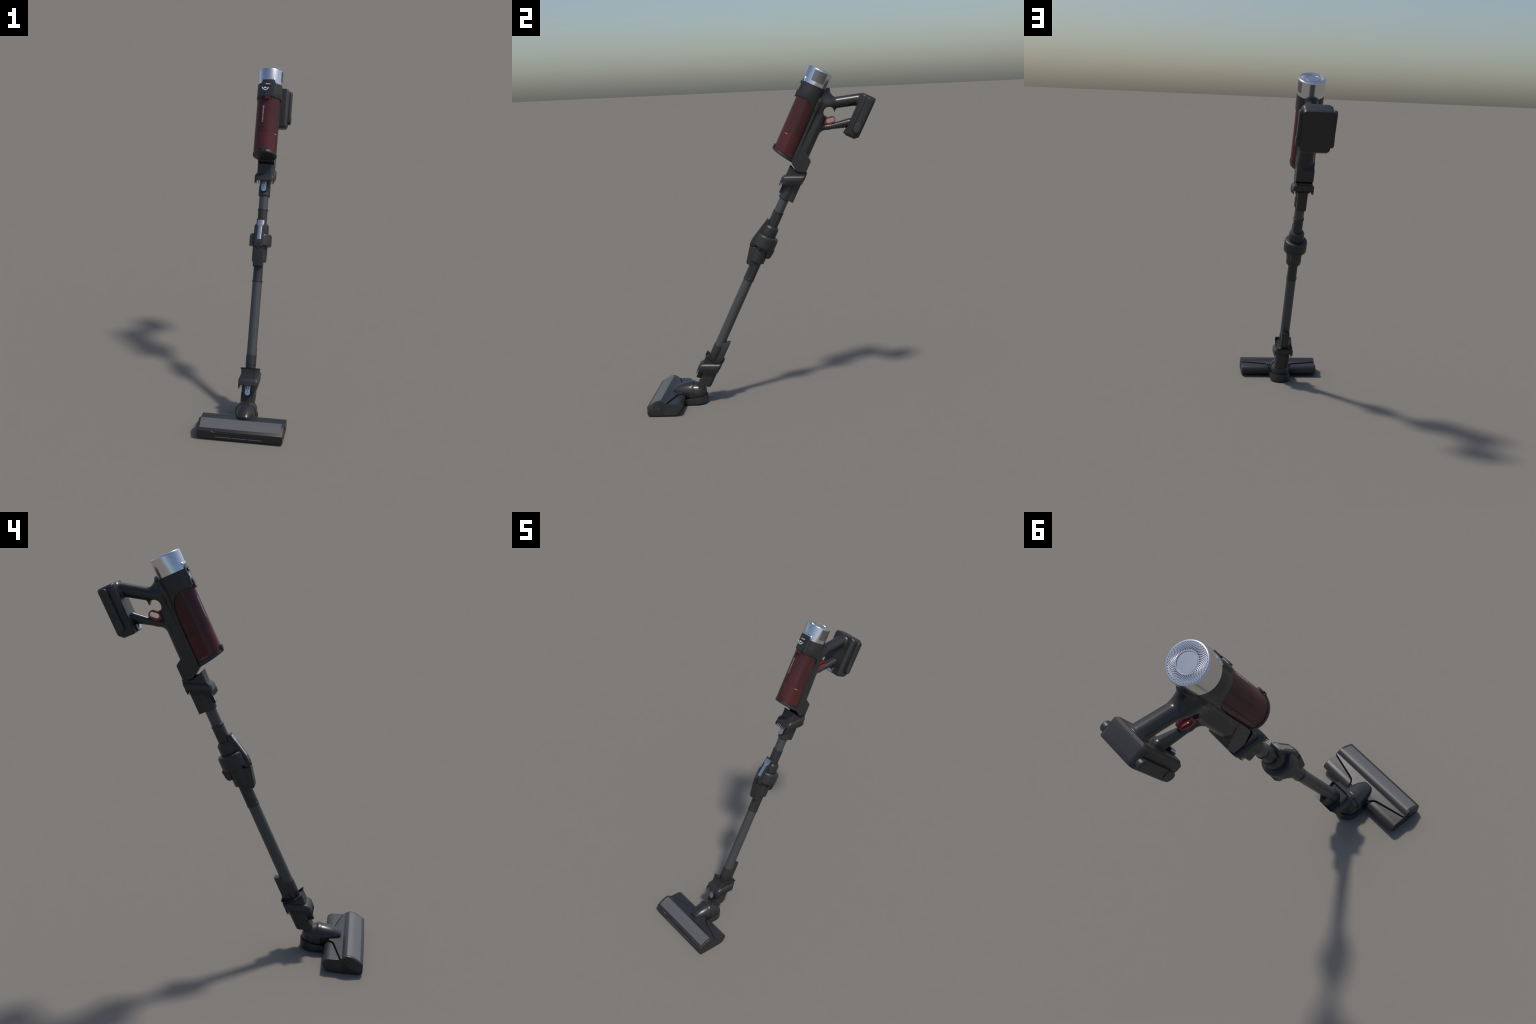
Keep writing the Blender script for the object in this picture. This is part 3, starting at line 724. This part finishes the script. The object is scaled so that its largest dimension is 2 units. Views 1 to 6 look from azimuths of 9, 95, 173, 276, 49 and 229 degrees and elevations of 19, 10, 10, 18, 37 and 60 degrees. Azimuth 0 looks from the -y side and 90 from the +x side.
# ================================================================== swivel joint (world frame)
spec = [(-0.5745, 0.0205, 0.0070, 0.0860), (-0.5735, 0.0235, 0.0105, 0.0858), (-0.568, 0.0290, 0.0165, 0.0848), (-0.556, 0.0365, 0.0255, 0.0830), (-0.538, 0.0450, 0.0365, 0.0800),
        (-0.515, 0.0525, 0.0475, 0.0765), (-0.490, 0.0582, 0.0555, 0.0735), (-0.468, 0.0612, 0.0605, 0.0715), (-0.4525, 0.0625, 0.0628, 0.0705)]
def ell(y, rx, rz, cz, n=64, p=2.15):
    out = []
    for j in range(n):
        a = 2 * math.pi * j / n; c, s = math.cos(a), math.sin(a)
        out.append((rx * math.copysign(abs(c) ** (2 / p), c), y, cz + rz * math.copysign(abs(s) ** (2 / p), s)))
    return out
sw = obj_from("swivel_joint", *loft([ell(*t) for t in spec] + [ell(-0.4515, 0.0615, 0.0618, 0.0705)]), 'tinted', root, IDENT, 35)
obj_from("swivel_band", *loft([ell(*t) for t in ((-0.4715, 0.0600, 0.0600, 0.0712), (-0.4710, 0.0632, 0.0632, 0.0712), (-0.4698, 0.0641, 0.0641, 0.0711), (-0.4480, 0.0646, 0.0648, 0.0704), (-0.4468, 0.0640, 0.0642, 0.0703), (-0.4462, 0.0600, 0.0600, 0.0702))]), 'satin', sw, smooth=35)
rear = [(-0.4515, 0.0600, 0.0605, 0.0695), (-0.4500, 0.0600, 0.0605, 0.0695), (-0.4498, 0.0612, 0.0615, 0.0690), (-0.425, 0.0605, 0.0600, 0.0680)]
for t in np.linspace(8, 88, 10):
    a = math.radians(t); rear.append((-0.425 + 0.053 * math.sin(a), 0.0605 * math.cos(a) + 0.001, 0.0600 * math.cos(a) + 0.001, 0.0680))
obj_from("swivel_ball", *loft([ell(*t) for t in rear]), 'satin', sw, smooth=35)
# round shoe under the swivel
def shoe_ring(r, z, zslope, y0=-0.505):
    out = []
    for j in range(33):
        a = math.pi * j / 32
        out.append((r * math.cos(a), -0.431 + r * math.sin(a)))
    out += [(-r, y0), (r, y0)]
    return [(x, y, z + zslope * (y + 0.431)) for x, y in out]
obj_from("swivel_shoe", *loft([shoe_ring(0.055, 0.0015, 0), shoe_ring(0.0615, 0.0025, 0), shoe_ring(0.0655, 0.0065, 0), shoe_ring(0.0668, 0.040, 0.13), shoe_ring(0.0660, 0.0435, 0.13), shoe_ring(0.0635, 0.0445, 0.13), shoe_ring(0.0610, 0.0420, 0.13)]), 'plastic', sw, smooth=35)
